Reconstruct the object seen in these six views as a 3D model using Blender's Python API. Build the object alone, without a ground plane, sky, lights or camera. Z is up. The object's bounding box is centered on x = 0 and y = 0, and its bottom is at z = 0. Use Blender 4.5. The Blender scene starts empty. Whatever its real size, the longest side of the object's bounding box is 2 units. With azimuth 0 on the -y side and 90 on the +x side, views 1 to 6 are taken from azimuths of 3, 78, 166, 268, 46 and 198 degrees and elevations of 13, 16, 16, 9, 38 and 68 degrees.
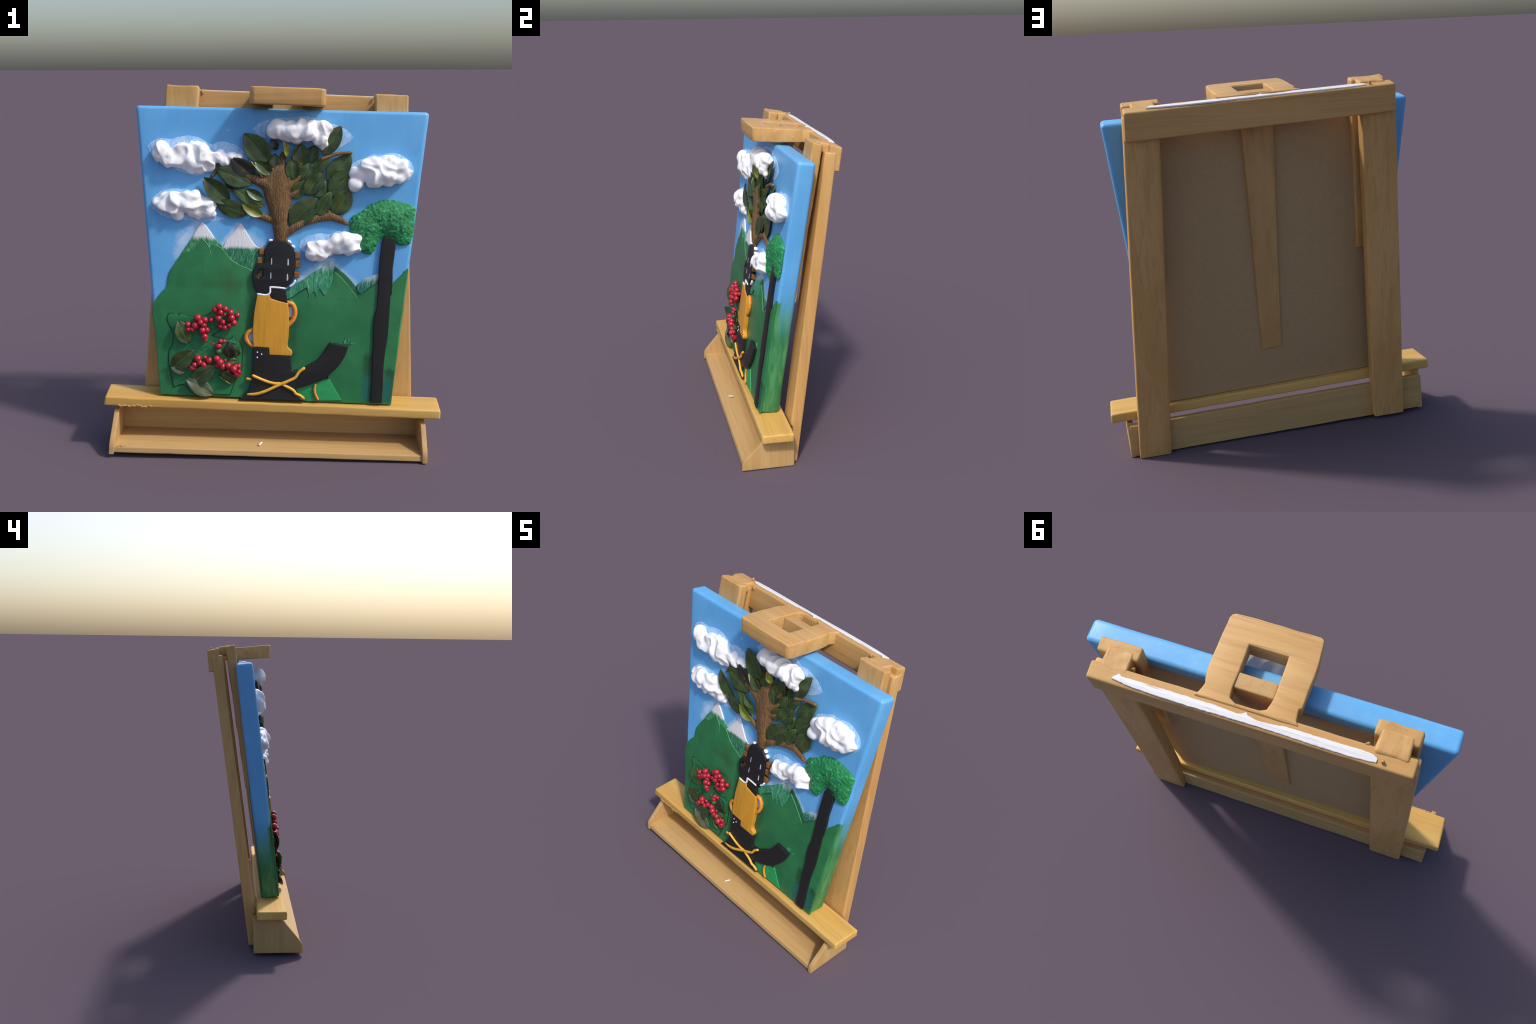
"""A small wooden table easel with a drawer-less tray, holding a trapezoid
relief painting (tree growing from a boot-shaped stack, clouds, hills, berries).
Picture parts are given in centimetres on the canvas plane (s across, t up)."""
import bpy, bmesh, math, random
import numpy as np
from mathutils import Vector, Matrix, noise

R = random.Random(7)

# picture parts: outlines and centre lines, cm on the canvas
OUTLINE = {
    'left_hill': [(-68.8,50.9), (-67.3,53.7), (-64.5,57.9), (-61.4,61.6), (-60.8,66.2), (-59.7,70.1), (-57.5,73.6), (-55.8,76.5), (-54.1,78.6), (-52.0,80.5), (-48.2,81.6), (-45.5,85.2), (-42.8,88.4), (-40.3,85.4), (-38.5,82.6), (-37.6,83.7), (-36.5,85.5), (-34.0,84.0), (-31.5,82.9), (-29.4,80.2), (-27.2,77.8), (-24.7,75.8), (-22.3,74.5), (-18.8,72.8), (-14.9,71.6), (-11.6,66.8), (-9.7,60.9), (-8.0,57.5), (-8.0,44.2), (-8.0,27.2), (-8.0,14.3), (-8.0,7.8), (-8.0,0.7), (-36.7,0.6), (-63.7,0.8), (-64.5,8.0), (-67.0,33.7)],
    'left_peak': [(-55.8,76.1), (-52.1,82.5), (-49.4,86.4), (-46.7,91.0), (-44.7,94.6), (-42.7,97.2), (-39.8,94.4), (-35.5,88.6), (-30.9,83.5), (-30.1,78.3), (-36.2,74.6), (-50.2,74.2)],
    'second_peak': [(-33.0,85.2), (-30.9,84.0), (-29.6,87.0), (-26.2,91.0), (-21.7,97.2), (-19.4,94.3), (-17.2,90.6), (-12.9,85.1), (-7.6,82.9), (-7.2,70.3), (-15.2,70.1), (-25.8,75.0), (-31.6,81.7)],
    'right_hill': [(3.1,54.9), (7.5,57.2), (12.3,60.5), (15.3,62.4), (21.5,62.6), (28.3,66.3), (29.1,73.0), (31.6,71.3), (33.8,68.9), (38.1,64.2), (41.0,60.8), (43.0,58.2), (45.8,60.6), (50.1,64.6), (54.5,67.9), (59.3,68.1), (61.7,67.1), (63.7,69.3), (66.0,71.8), (69.6,75.6), (66.7,44.8), (65.2,21.4), (63.8,-0.1), (52.0,-0.1), (22.5,-0.0), (5.6,0.2), (0.8,18.9), (-0.1,48.8)],
    'back_ridge': [(2.0,54.0), (8.0,60.0), (16.0,65.5), (24.0,70.5), (29.7,75.7), (32.9,73.4), (36.5,70.7), (39.7,67.3), (42.1,64.5), (44.2,62.0), (49.2,65.2), (53.9,69.0), (55.5,63.7), (55.0,55.0), (30.0,50.0), (4.0,50.0)],
    'brush_peak': [(2.9,59.2), (4.6,61.0), (8.3,64.3), (12.0,66.8), (17.8,71.2), (22.8,74.5), (27.5,78.5), (29.7,76.2), (29.3,72.3), (29.1,68.1), (27.7,63.9), (25.1,59.3), (23.7,61.0), (22.2,63.0), (20.6,58.4), (19.7,61.2), (18.8,61.1), (16.5,57.9), (16.0,61.0), (15.3,63.5), (11.2,60.9), (7.5,57.9), (4.4,56.4)],
    'brush_ridge': [(42.2,64.3), (42.7,65.8), (44.2,67.2), (46.2,69.0), (48.5,69.8), (50.6,70.9), (53.8,72.4), (53.9,68.2), (49.1,64.6), (43.9,60.6)],
    'berry_patch': [(-59.9,46.3), (-56.9,46.5), (-54.8,45.2), (-53.6,46.7), (-49.8,45.8), (-46.0,45.1), (-39.3,46.0), (-36.4,47.8), (-31.4,50.1), (-25.1,50.3), (-21.5,47.9), (-22.0,44.1), (-25.7,41.0), (-31.1,38.2), (-36.1,34.9), (-31.4,33.7), (-26.0,33.3), (-23.5,35.5), (-22.6,33.0), (-19.6,30.1), (-19.0,22.9), (-19.2,16.5), (-22.0,11.2), (-23.6,6.9), (-25.1,2.1), (-34.5,2.1), (-45.0,1.9), (-49.4,5.8), (-51.5,7.1), (-56.2,5.4), (-57.5,10.7), (-59.2,18.4), (-59.1,25.7), (-57.5,29.1), (-57.1,34.3), (-58.5,38.5), (-60.7,43.5)],
    'headstock': [(-4.0,88.5), (-0.3,88.7), (3.4,88.3), (5.3,87.1), (6.9,85.3), (7.8,83.8), (7.7,81.3), (8.3,77.3), (8.6,73.2), (7.9,71.0), (7.6,68.2), (6.3,65.6), (3.9,63.4), (-4.5,63.5), (-5.6,60.0), (-11.5,59.8), (-13.2,62.8), (-14.2,66.5), (-14.5,69.6), (-13.8,72.5), (-12.0,75.0), (-8.3,76.5), (-8.3,80.8), (-7.6,85.1), (-6.1,87.4)],
    'headstock_hole': [(-12.1,69.9), (-11.6,71.6), (-10.4,72.4), (-8.7,72.9), (-8.8,69.2), (-10.2,67.9), (-11.6,68.6)],
    'collar': [(-4.5,62.9), (4.0,62.4), (5.1,54.7), (-0.5,56.0), (-4.4,56.9)],
    'cup': [(-11.6,58.6), (-4.7,58.8), (-4.1,57.0), (0.4,55.7), (5.4,54.6), (6.1,48.4), (6.2,45.2), (6.3,41.5), (6.2,35.7), (6.1,30.4), (8.3,28.3), (8.6,27.3), (7.9,25.7), (2.4,25.8), (-3.9,25.9), (-4.3,29.8), (-12.8,30.1), (-13.3,37.2), (-13.0,47.6)],
    'boot': [(-12.7,29.8), (-8.7,29.9), (-4.6,29.8), (-3.8,25.7), (2.4,25.8), (7.5,25.7), (8.2,21.4), (8.4,17.9), (11.5,16.7), (11.0,11.9), (10.6,7.4), (11.9,4.2), (16.3,0.8), (0.1,0.6), (-19.7,0.2), (-17.3,2.4), (-15.0,5.1), (-13.3,11.0), (-13.0,15.8), (-12.9,23.8)],
    'horn': [(8.1,17.5), (12.6,17.7), (17.5,20.7), (22.4,24.0), (26.4,28.9), (28.0,31.9), (28.8,33.6), (33.8,33.0), (39.0,32.0), (37.5,27.2), (34.2,21.3), (31.8,18.5), (29.0,15.8), (25.3,13.1), (22.1,11.5), (17.1,9.3), (10.9,7.6), (5.4,8.9)],
    'tent': [(10.9,6.9), (21.3,10.8), (29.2,13.7), (32.8,7.6), (36.6,1.5), (24.2,0.9), (15.8,0.8)],
    'pole': [(54.9,90.2), (56.0,92.3), (58.7,92.4), (60.8,91.8), (61.9,89.8), (61.9,83.9), (61.2,75.2), (61.4,67.6), (60.9,60.6), (60.7,62.9), (60.4,46.9), (60.2,38.5), (59.0,27.8), (58.6,18.9), (58.7,10.8), (58.5,0.9), (52.2,1.0), (52.5,10.5), (52.5,19.1), (52.2,25.5), (52.4,31.8), (52.2,40.3), (52.5,48.7), (53.5,53.0), (53.7,61.4), (53.8,60.4), (53.9,77.8), (54.6,86.4)],
    'canopy': [(37.0,96.9), (37.6,100.3), (38.8,103.1), (43.8,105.7), (47.1,109.2), (50.4,110.6), (55.5,112.0), (60.6,112.0), (65.7,111.1), (70.2,109.2), (72.0,107.9), (71.8,100.7), (71.2,95.6), (70.3,89.0), (65.8,87.9), (62.3,89.4), (60.5,91.8), (56.0,92.5), (54.4,91.2), (52.8,88.4), (51.2,84.9), (49.6,82.4), (46.9,82.6), (43.0,84.7), (39.7,91.1), (37.6,94.8)],
}
HALO = {
    'a': [(-73.5,137.0), (-71.4,139.5), (-66.3,141.7), (-61.4,141.3), (-56.6,142.6), (-51.1,143.6), (-44.9,142.3), (-40.3,139.7), (-37.9,139.4), (-34.5,140.7), (-29.3,140.3), (-24.1,138.4), (-20.6,135.1), (-18.7,131.4), (-27.3,128.8), (-37.6,125.4), (-42.7,122.8), (-47.9,122.3), (-53.1,123.6), (-58.3,125.5), (-61.8,127.4), (-68.1,130.7), (-72.0,134.0)],
    'b': [(-71.2,107.8), (-68.5,111.0), (-65.1,113.6), (-60.9,114.5), (-52.9,114.8), (-48.4,113.7), (-46.6,112.4), (-40.7,111.5), (-36.1,109.6), (-35.6,100.7), (-30.3,99.6), (-34.1,98.0), (-38.6,97.6), (-47.3,97.9), (-57.8,98.1), (-64.8,100.1), (-69.1,103.1), (-71.6,105.8)],
    'c': [(-16.8,147.8), (-14.8,149.9), (-12.8,151.3), (-9.1,153.0), (-6.6,153.5), (-1.2,154.3), (4.6,154.4), (9.7,155.5), (15.5,154.7), (19.0,152.4), (23.7,152.3), (27.5,151.2), (30.6,150.1), (33.7,148.5), (37.6,144.8), (35.3,142.4), (30.7,139.6), (28.0,138.3), (15.3,140.5), (-1.9,142.7), (-8.7,143.2), (-13.2,144.5)],
    'd': [(36.5,129.9), (39.5,132.4), (42.8,133.8), (47.8,136.1), (51.2,136.1), (54.6,136.5), (59.0,137.3), (62.4,136.7), (65.9,134.8), (68.7,132.2), (70.1,128.1), (68.4,123.7), (63.8,121.8), (57.1,119.6), (46.9,119.3), (39.5,116.5), (36.6,119.0)],
    'e': [(10.3,85.5), (11.3,88.6), (14.6,91.5), (18.1,92.3), (21.1,93.1), (27.4,92.8), (30.7,94.5), (34.2,93.5), (37.9,87.4), (31.2,82.0), (20.9,79.9), (13.9,82.1), (11.4,84.1)],
}
CLOUD = {
    'a': [(-65.5,136.1,4.39), (-67.5,133.7,3.21), (-60.0,131.5,5.07), (-54.5,135.7,4.73), (-49.1,136.6,4.39), (-44.6,136.3,4.73), (-42.5,133.0,4.73), (-47.6,130.8,5.41), (-56.2,130.6,4.73), (-44.1,127.5,3.38), (-39.7,128.7,3.21), (-49.9,127.0,3.04), (-36.0,132.9,3.21), (-31.5,131.3,2.87), (-34.0,135.6,2.7), (-27.8,134.1,2.7), (-23.7,133.2,2.37)],
    'b': [(-67.8,107.1,3.04), (-63.6,106.2,4.39), (-57.8,108.8,5.07), (-57.7,103.6,4.23), (-51.2,109.0,5.07), (-47.0,105.7,4.73), (-44.2,101.6,2.7), (-40.8,105.2,4.39), (-39.2,108.0,3.72), (-37.0,102.6,2.03), (-55.2,101.0,2.54), (-46.8,111.2,4.06), (-62.3,110.0,3.72)],
    'c': [(-5.4,148.2,4.06), (-3.0,149.3,4.73), (0.7,148.4,4.39), (4.8,147.8,5.41), (9.1,149.6,5.07), (13.2,148.0,5.41), (16.9,149.8,4.06), (21.0,149.2,4.06), (22.4,147.6,2.87), (19.1,144.2,4.06), (21.6,141.5,2.54), (21.3,139.4,1.52), (7.6,143.5,2.87), (-5.0,145.9,3.04), (1.2,145.3,3.04)],
    'd': [(38.4,127.2,2.87), (39.6,120.8,3.55), (41.4,126.3,3.72), (45.4,129.4,4.39), (49.3,131.2,4.06), (54.3,133.1,3.55), (58.7,132.8,4.39), (62.8,130.6,4.39), (65.7,127.7,3.21), (49.6,124.8,4.9), (56.2,127.4,5.07), (56.5,122.7,3.21), (61.4,125.9,3.72), (47.7,121.4,2.54), (39.4,118.4,1.86)],
    'e': [(17.9,84.4,4.39), (16.1,86.7,2.87), (22.2,87.3,3.89), (22.0,83.1,3.55), (26.0,87.0,4.06), (29.7,89.9,4.23), (30.8,86.2,3.89), (26.8,82.9,2.54), (34.8,90.4,4.39), (37.6,87.8,5.07), (39.5,89.9,4.06), (40.7,86.5,2.87), (37.4,84.3,2.2)],
}
LEAF = {
    'tree': [(30.6,150.8,21.6,135.0,8.16), (8.9,141.0,10.4,128.9,8.52), (17.2,140.2,14.3,130.2,6.74), (5.1,134.2,5.9,120.8,6.74), (14.6,130.9,10.3,120.8,6.74), (24.9,133.7,16.2,126.0,6.03), (21.9,127.4,13.0,113.4,8.34), (23.2,121.6,18.2,112.1,5.86), (11.9,121.4,6.6,111.1,6.21), (19.1,112.0,4.9,97.1,11.36), (26.6,116.0,19.6,102.8,6.21), (36.8,135.9,24.5,121.1,9.58), (34.3,127.9,26.4,121.3,5.68), (35.5,125.3,25.6,113.4,9.94), (36.9,117.3,28.2,103.4,9.58), (-21.3,145.4,-7.3,130.4,10.92), (-6.2,143.0,-3.3,137.1,3.85), (-0.0,142.3,2.2,133.0,3.85), (-4.3,135.3,-4.1,125.4,5.62), (-15.2,131.0,-5.4,124.1,5.62), (-17.5,131.1,-10.3,121.9,2.41), (-27.9,132.1,-14.7,122.6,7.71), (-35.9,126.1,-16.5,118.3,8.79), (-42.5,121.3,-27.9,107.9,9.13), (-26.4,115.5,-9.1,106.7,7.07), (-19.5,115.8,-9.6,110.3,4.5), (-21.4,107.7,-9.8,101.7,5.14), (-36.2,108.7,-18.8,102.0,8.11), (-36.3,128.8,-31.1,127.2,2.7), (-30.9,119.1,-24.0,114.8,4.39)],
    'berry': [(-54.7,43.2,-48.6,30.3,7.5), (-45.5,27.0,-57.4,16.6,8.72), (-58.0,16.7,-49.9,13.6,3.85), (-33.2,19.0,-45.8,8.8,7.91), (-49.5,10.4,-34.2,2.4,7.71), (-30.5,15.7,-22.0,10.4,5.27), (-25.5,32.3,-25.7,23.0,6.08), (-20.6,29.9,-21.5,24.1,2.64), (-26.7,21.4,-21.2,21.6,3.65), (-31.1,12.6,-24.7,8.2,1.83)],
}
LINE = {
    'lace_a': [(-13.2,14.3), (-8.8,12.5), (-4.0,10.8), (-0.2,10.1), (2.6,10.1), (6.1,8.6), (10.0,6.5), (11.3,4.8), (13.5,3.8), (16.1,1.6)],
    'lace_b': [(-16.1,3.4), (-11.0,3.7), (-6.4,5.3), (-0.2,8.4), (2.9,10.0), (7.0,11.9), (10.6,14.0), (12.4,16.9), (15.8,19.8)],
    'stub_a': [(-16.5,12.0), (-12.9,11.7)],
    'stub_b': [(-18.8,0.8), (-16.8,1.4)],
    'hook': [(22.0,10.5), (21.4,7.6), (22.1,4.2), (23.9,1.2)],
    'ring_r': [(4.5,54.8), (7.6,54.1), (9.4,49.9), (8.5,45.7), (5.5,42.0)],
    'ring_l': [(-12.3,39.8), (-16.2,37.3), (-17.0,34.8), (-15.5,31.8), (-11.6,29.6)],
    'white_a': [(-11.8,59.2), (-5.1,59.5), (-4.6,63.2), (-0.4,63.1), (3.9,62.7)],
    'white_b': [(5.5,63.4), (7.6,65.0), (9.1,67.7)],
    'ridge_a': [(-36.5,85.5), (-31.5,82.9), (-27.2,77.8), (-22.3,74.5), (-14.9,71.6)],
    'ridge_b': [(-48.2,81.3), (-45.5,84.8), (-42.8,88.4), (-39.9,85.4), (-38.3,82.6), (-37.6,78.8)],
    'ridge_c': [(29.6,72.7), (33.7,69.1), (38.1,64.2), (43.0,58.4)],
    'ridge_d': [(6.1,57.0), (9.3,53.8), (10.7,50.0)],
    'twig_r': [(20.0,132.5), (28.3,135.7), (37.0,136.9)],
    'twig_l': [(-38.6,121.4), (-33.8,127.2), (-26.8,132.4)],
    'spots': [(-10.5,27.1), (-8.2,26.1), (-10.5,24.2)],
    'slots': [(-4.3,77.3), (4.6,77.1), (-4.5,69.5), (4.5,68.9)],
    'bricks': [(9.6,81.0), (9.9,76.0), (9.6,70.3), (-9.8,82.3), (-10.6,77.4), (-10.5,69.2)],
    'whites': [(-5.1,88.4), (5.0,88.1), (7.1,85.5)],
    'bead': [(28.5,14.2)],
    'speck': [(-30.2,146.7)],
    'horn_grass': [(35.6,33.4), (38.8,36.8), (43.0,35.6), (40.2,32.8)],
    'smear1': [(-45.2,95.2), (-52.3,87.3), (-55.3,79.8)],
    'smear2': [(-22.9,95.2), (-30.3,85.9)],
    'smear3': [(27.2,78.0), (12.0,67.4)],
    'smear4': [(30.4,75.7), (41.9,65.6)],
    'smear5': [(-16.6,90.5), (-8.8,85.2)],
    'stain1': [(-29.2,69.5), (-26.9,60.1)],
    'stain2': [(-39.6,63.2), (-22.1,63.8)],
    'stain3': [(50.2,24.9), (50.6,3.5)],
    'stain4': [(62.2,17.7), (61.1,3.9)],
    'stain5': [(-14.9,54.4), (-14.5,40.4)],
    'stain6': [(8.6,49.5), (8.0,24.0)],
    'stain7': [(24.0,21.0), (34.0,27.0)],
    'teal1': [(49.4,12.9), (50.2,4.3)],
    'teal2': [(61.1,13.4), (60.7,3.9)],
    'inner_r': [(6.7,49.7)],
    'inner_l': [(-14.3,34.7)],
}
TRUNK = {
    'trunk': [(0.6,86.2,3.37), (0.1,91.9,3.79), (-0.4,99.1,4.35), (-0.9,106.2,6.17), (-1.7,113.3,7.58), (-2.9,118.9,8.14), (-2.0,123.2,6.17), (-0.8,128.2,3.09), (-0.1,133.1,1.82), (0.1,135.9,1.26)],
    'b1': [(-5.0,117.4,4.21), (-10.8,120.1,3.37), (-16.5,122.0,2.53), (-22.3,124.7,1.82)],
    'b2': [(2.1,116.9,3.51), (7.0,121.3,2.1), (10.4,124.2,1.26)],
    'b3': [(-3.0,99.0,2.24), (-8.8,100.9,2.1), (-14.2,102.2,1.82)],
    'b4': [(2.3,91.3,1.96), (7.1,95.7,2.38), (12.7,99.2,2.53), (19.7,101.4,2.38), (26.8,102.5,2.38), (32.6,100.4,1.82), (36.6,98.2,0.7)],
    'b5': [(25.4,102.0,2.24), (26.0,105.6,1.12)],
    'b7': [(1.0,119.0,3.2), (6.0,126.0,2.6), (11.5,131.5,1.4)],
    'b8': [(-5.0,119.0,3.4), (-10.0,125.5,2.8), (-14.0,130.5,1.6)],
    'b9': [(4.0,113.0,2.6), (10.0,116.5,1.8), (17.0,121.0,1.0)],
    'b6': [(-3.7,123.1,2.81), (-6.9,132.9,1.68), (-9.1,137.1,0.84)],
}
BERRY = [(-32.0,51.5,1.74), (-34.2,49.8,1.62), (-28.7,50.4,1.54), (-31.1,48.5,1.54), (-25.7,48.5,1.74), (-28.9,47.3,1.01), (-22.0,47.0,1.46), (-32.2,45.2,1.78), (-25.1,45.7,1.83), (-29.8,43.0,1.46), (-26.3,44.4,1.22), (-23.8,43.0,1.62), (-31.2,40.6,1.3), (-28.7,40.0,1.54), (-26.2,41.5,1.46), (-33.3,46.3,1.01), (-43.6,44.8,1.87), (-39.6,43.9,1.62), (-36.4,43.9,1.22), (-49.0,40.9,1.54), (-44.8,40.6,1.95), (-42.0,42.6,1.62), (-40.2,41.0,1.46), (-46.5,38.5,1.54), (-48.6,38.3,1.01), (-40.8,38.2,1.7), (-38.5,38.3,1.54), (-39.6,34.9,1.62), (-39.3,32.8,1.3), (-34.9,30.7,0.65), (-30.8,32.5,1.22), (-28.9,32.4,1.14), (-31.9,29.7,1.78), (-43.1,22.4,1.95), (-39.2,23.0,1.1), (-36.8,21.4,1.74), (-42.1,20.3,1.54), (-44.8,18.9,1.34), (-39.7,18.8,1.62), (-46.2,17.1,1.46), (-45.0,16.8,1.01), (-32.7,22.6,1.83), (-30.8,20.9,1.95), (-28.0,21.8,0.73), (-32.0,19.4,1.54), (-29.2,18.4,1.62), (-26.2,19.2,1.7), (-23.1,17.6,1.78), (-20.6,18.9,1.3), (-26.0,16.1,1.38), (-21.4,14.7,2.11), (-22.1,18.9,1.22), (-20.3,16.0,1.22)]
GREEN_BERRY = (-31.9, 26.6, 1.83)

# ------------------------------------------------------------------ frame of the canvas
ORIGIN = Vector((0.0235, -0.174, 0.294))
AX = Vector((0.9997, 0.0011, -0.0255)).normalized()
AY = Vector((0.0252, 0.125, 0.9918))
AY = (AY - AX * AY.dot(AX)).normalized()
AN = AX.cross(AY)
FRAME = Matrix(((AX.x, AY.x, AN.x, ORIGIN.x), (AX.y, AY.y, AN.y, ORIGIN.y), (AX.z, AY.z, AN.z, ORIGIN.z), (0, 0, 0, 1)))

# ------------------------------------------------------------------ materials

def srgb(r, g, b):
    f = lambda c: (c / 255 / 12.92) if c / 255 <= 0.04045 else ((c / 255 + 0.055) / 1.055) ** 2.4
    return (f(r), f(g), f(b), 1.0)


class Nodes:
    """Small helper to write node trees as expressions."""

    def __init__(self, name, rough=0.5, spec=0.4):
        self.m = bpy.data.materials.new(name)
        self.m.use_nodes = True
        self.t = self.m.node_tree
        self.b = self.t.nodes["Principled BSDF"]
        self.b.inputs["Roughness"].default_value = rough
        self.b.inputs["Specular IOR Level"].default_value = spec
        self.tc = self.t.nodes.new("ShaderNodeTexCoord")
        self.obj = self.tc.outputs["Object"]

    def put(self, sock, v):
        if isinstance(v, bpy.types.NodeSocket):
            self.t.links.new(v, sock)
        elif v is not None:
            sock.default_value = v

    def math(self, op, a, b=None, c=None, clamp=False):
        n = self.t.nodes.new("ShaderNodeMath")
        n.operation = op
        n.use_clamp = clamp
        for i, v in enumerate((a, b, c)):
            self.put(n.inputs[i], v)
        return n.outputs[0]

    def xyz(self, v=None):
        n = self.t.nodes.new("ShaderNodeSeparateXYZ")
        self.put(n.inputs[0], v or self.obj)
        return n.outputs

    def scaled(self, scale, offset=(0, 0, 0), v=None):
        n = self.t.nodes.new("ShaderNodeMapping")
        n.inputs["Scale"].default_value = scale
        self.put(n.inputs["Location"], offset)
        self.put(n.inputs[0], v or self.obj)
        return n.outputs[0]

    def noise(self, scale, v=None, detail=4.0, rough=0.55, distort=0.0):
        n = self.t.nodes.new("ShaderNodeTexNoise")
        self.put(n.inputs["Vector"], v or self.obj)
        n.inputs["Scale"].default_value = scale
        n.inputs["Detail"].default_value = detail
        n.inputs["Roughness"].default_value = rough
        n.inputs["Distortion"].default_value = distort
        return n.outputs["Fac"]

    def wave(self, scale, v, distort=2.0, dscale=1.0, axis="Y", kind="BANDS"):
        n = self.t.nodes.new("ShaderNodeTexWave")
        n.wave_type = kind
        if kind == "BANDS":
            n.bands_direction = axis
        self.put(n.inputs["Vector"], v)
        n.inputs["Scale"].default_value = scale
        n.inputs["Distortion"].default_value = distort
        n.inputs["Detail"].default_value = 3
        n.inputs["Detail Scale"].default_value = dscale
        return n.outputs["Fac"]

    def step(self, v, lo, hi, a=0.0, b=1.0):
        n = self.t.nodes.new("ShaderNodeMapRange")
        n.interpolation_type = "SMOOTHSTEP"
        for i, x in enumerate((v, lo, hi, a, b)):
            self.put(n.inputs[i], x)
        return n.outputs[0]

    def mix(self, f, a, b, kind="MIX"):
        n = self.t.nodes.new("ShaderNodeMix")
        n.data_type = "RGBA"
        n.blend_type = kind
        n.clamp_factor = True
        self.put(n.inputs[0], f)
        self.put(n.inputs[6], a)
        self.put(n.inputs[7], b)
        return n.outputs[2]

    def segment(self, a, b, r0, r1, v=None):
        """1 near the segment a-b (cm on the canvas), fading out from r0 to r1 (cm)."""
        x, y, _ = self.xyz(v)
        ax, ay, bx, by = a[0] / 100, a[1] / 100, b[0] / 100, b[1] / 100
        dx, dy = bx - ax, by - ay
        ll = max(dx * dx + dy * dy, 1e-6)
        px, py = self.math("SUBTRACT", x, ax), self.math("SUBTRACT", y, ay)
        k = self.math("DIVIDE", self.math("ADD", self.math("MULTIPLY", px, dx), self.math("MULTIPLY", py, dy)), ll, clamp=True)
        qx = self.math("SUBTRACT", px, self.math("MULTIPLY", k, dx))
        qy = self.math("SUBTRACT", py, self.math("MULTIPLY", k, dy))
        d = self.math("SQRT", self.math("ADD", self.math("MULTIPLY", qx, qx), self.math("MULTIPLY", qy, qy)))
        d = self.math("ADD", d, self.math("MULTIPLY", self.math("SUBTRACT", self.noise(45, detail=5), 0.5), (r1 - r0) / 100 * 1.2))
        return self.step(d, r0 / 100, r1 / 100, 1.0, 0.0)

    def random(self):
        return self.t.nodes.new("ShaderNodeObjectInfo").outputs["Random"]

    def colour(self, c):
        self.put(self.b.inputs["Base Color"], c)
        return self

    def bump(self, h, strength, dist):
        n = self.t.nodes.new("ShaderNodeBump")
        n.inputs["Strength"].default_value = strength
        n.inputs["Distance"].default_value = dist
        self.put(n.inputs["Height"], h)
        self.put(self.b.inputs["Normal"], n.outputs[0])
        return self


def wood(name, axis, tone, dark, light, rough=0.5):
    """Pine: long streaks along one axis, slow tone drift, faint darker lines."""
    n = Nodes(name, rough, 0.35)
    stretch = [1.0, 1.0, 1.0]
    stretch["XYZ".index(axis)] = 0.028
    rnd = n.random()
    shift = n.t.nodes.new("ShaderNodeCombineXYZ")
    for i in range(3):
        n.put(shift.inputs[i], n.math("MULTIPLY", rnd, 7.0 + 3 * i))
    v = n.scaled(stretch, shift.outputs[0])
    broad = n.noise(9, v, 3, 0.5, 0.6)
    fine = n.noise(95, v, 4, 0.6)
    rings = n.step(n.noise(26, v, 2, 0.5, 1.2), 0.53, 0.60)
    rings = n.math("MULTIPLY", rings, n.step(n.noise(31, v, 2, 0.5, 1.2), 0.62, 0.52))
    c = n.mix(n.step(broad, 0.3, 0.7), srgb(*tone), srgb(*light))
    c = n.mix(n.math("MULTIPLY", rings, 0.20), c, srgb(*dark))
    c = n.mix(n.math("MULTIPLY", n.step(fine, 0.45, 0.75), 0.22), c, srgb(*dark))
    n.colour(c).bump(fine, 0.18, 0.004)
    return n.m


TONE, DARK, LIGHT = (192, 147, 88), (154, 106, 56), (204, 162, 104)
WOOD = {a: wood("pine_" + a.lower(), a, TONE, DARK, LIGHT) for a in "XYZ"}
STRUT = wood("strut_pine", "Z", (182, 142, 88), (152, 110, 62), (192, 154, 100))
LEDGE = wood("ledge_pine", "X", (202, 158, 82), (166, 118, 58), (212, 172, 98))
PALE = {a: wood("pale_pine_" + a.lower(), a, (180, 144, 92), (154, 116, 68), (192, 158, 106), 0.6) for a in "XYZ"}

SKY, GREEN = srgb(103, 172, 236), srgb(42, 118, 74)


def flat(name, rgb, rough=0.45, grain=0.06, spec=0.4, bump=0.0, scale=60):
    n = Nodes(name, rough, spec)
    k = n.noise(scale, detail=5)
    c = n.mix(n.step(k, 0.25, 0.75), srgb(*(x * (1 - grain) for x in rgb)), srgb(*(min(255, x * (1 + grain)) for x in rgb)))
    n.colour(c)
    if bump:
        n.bump(k, bump, 0.003)
    return n.m


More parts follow.
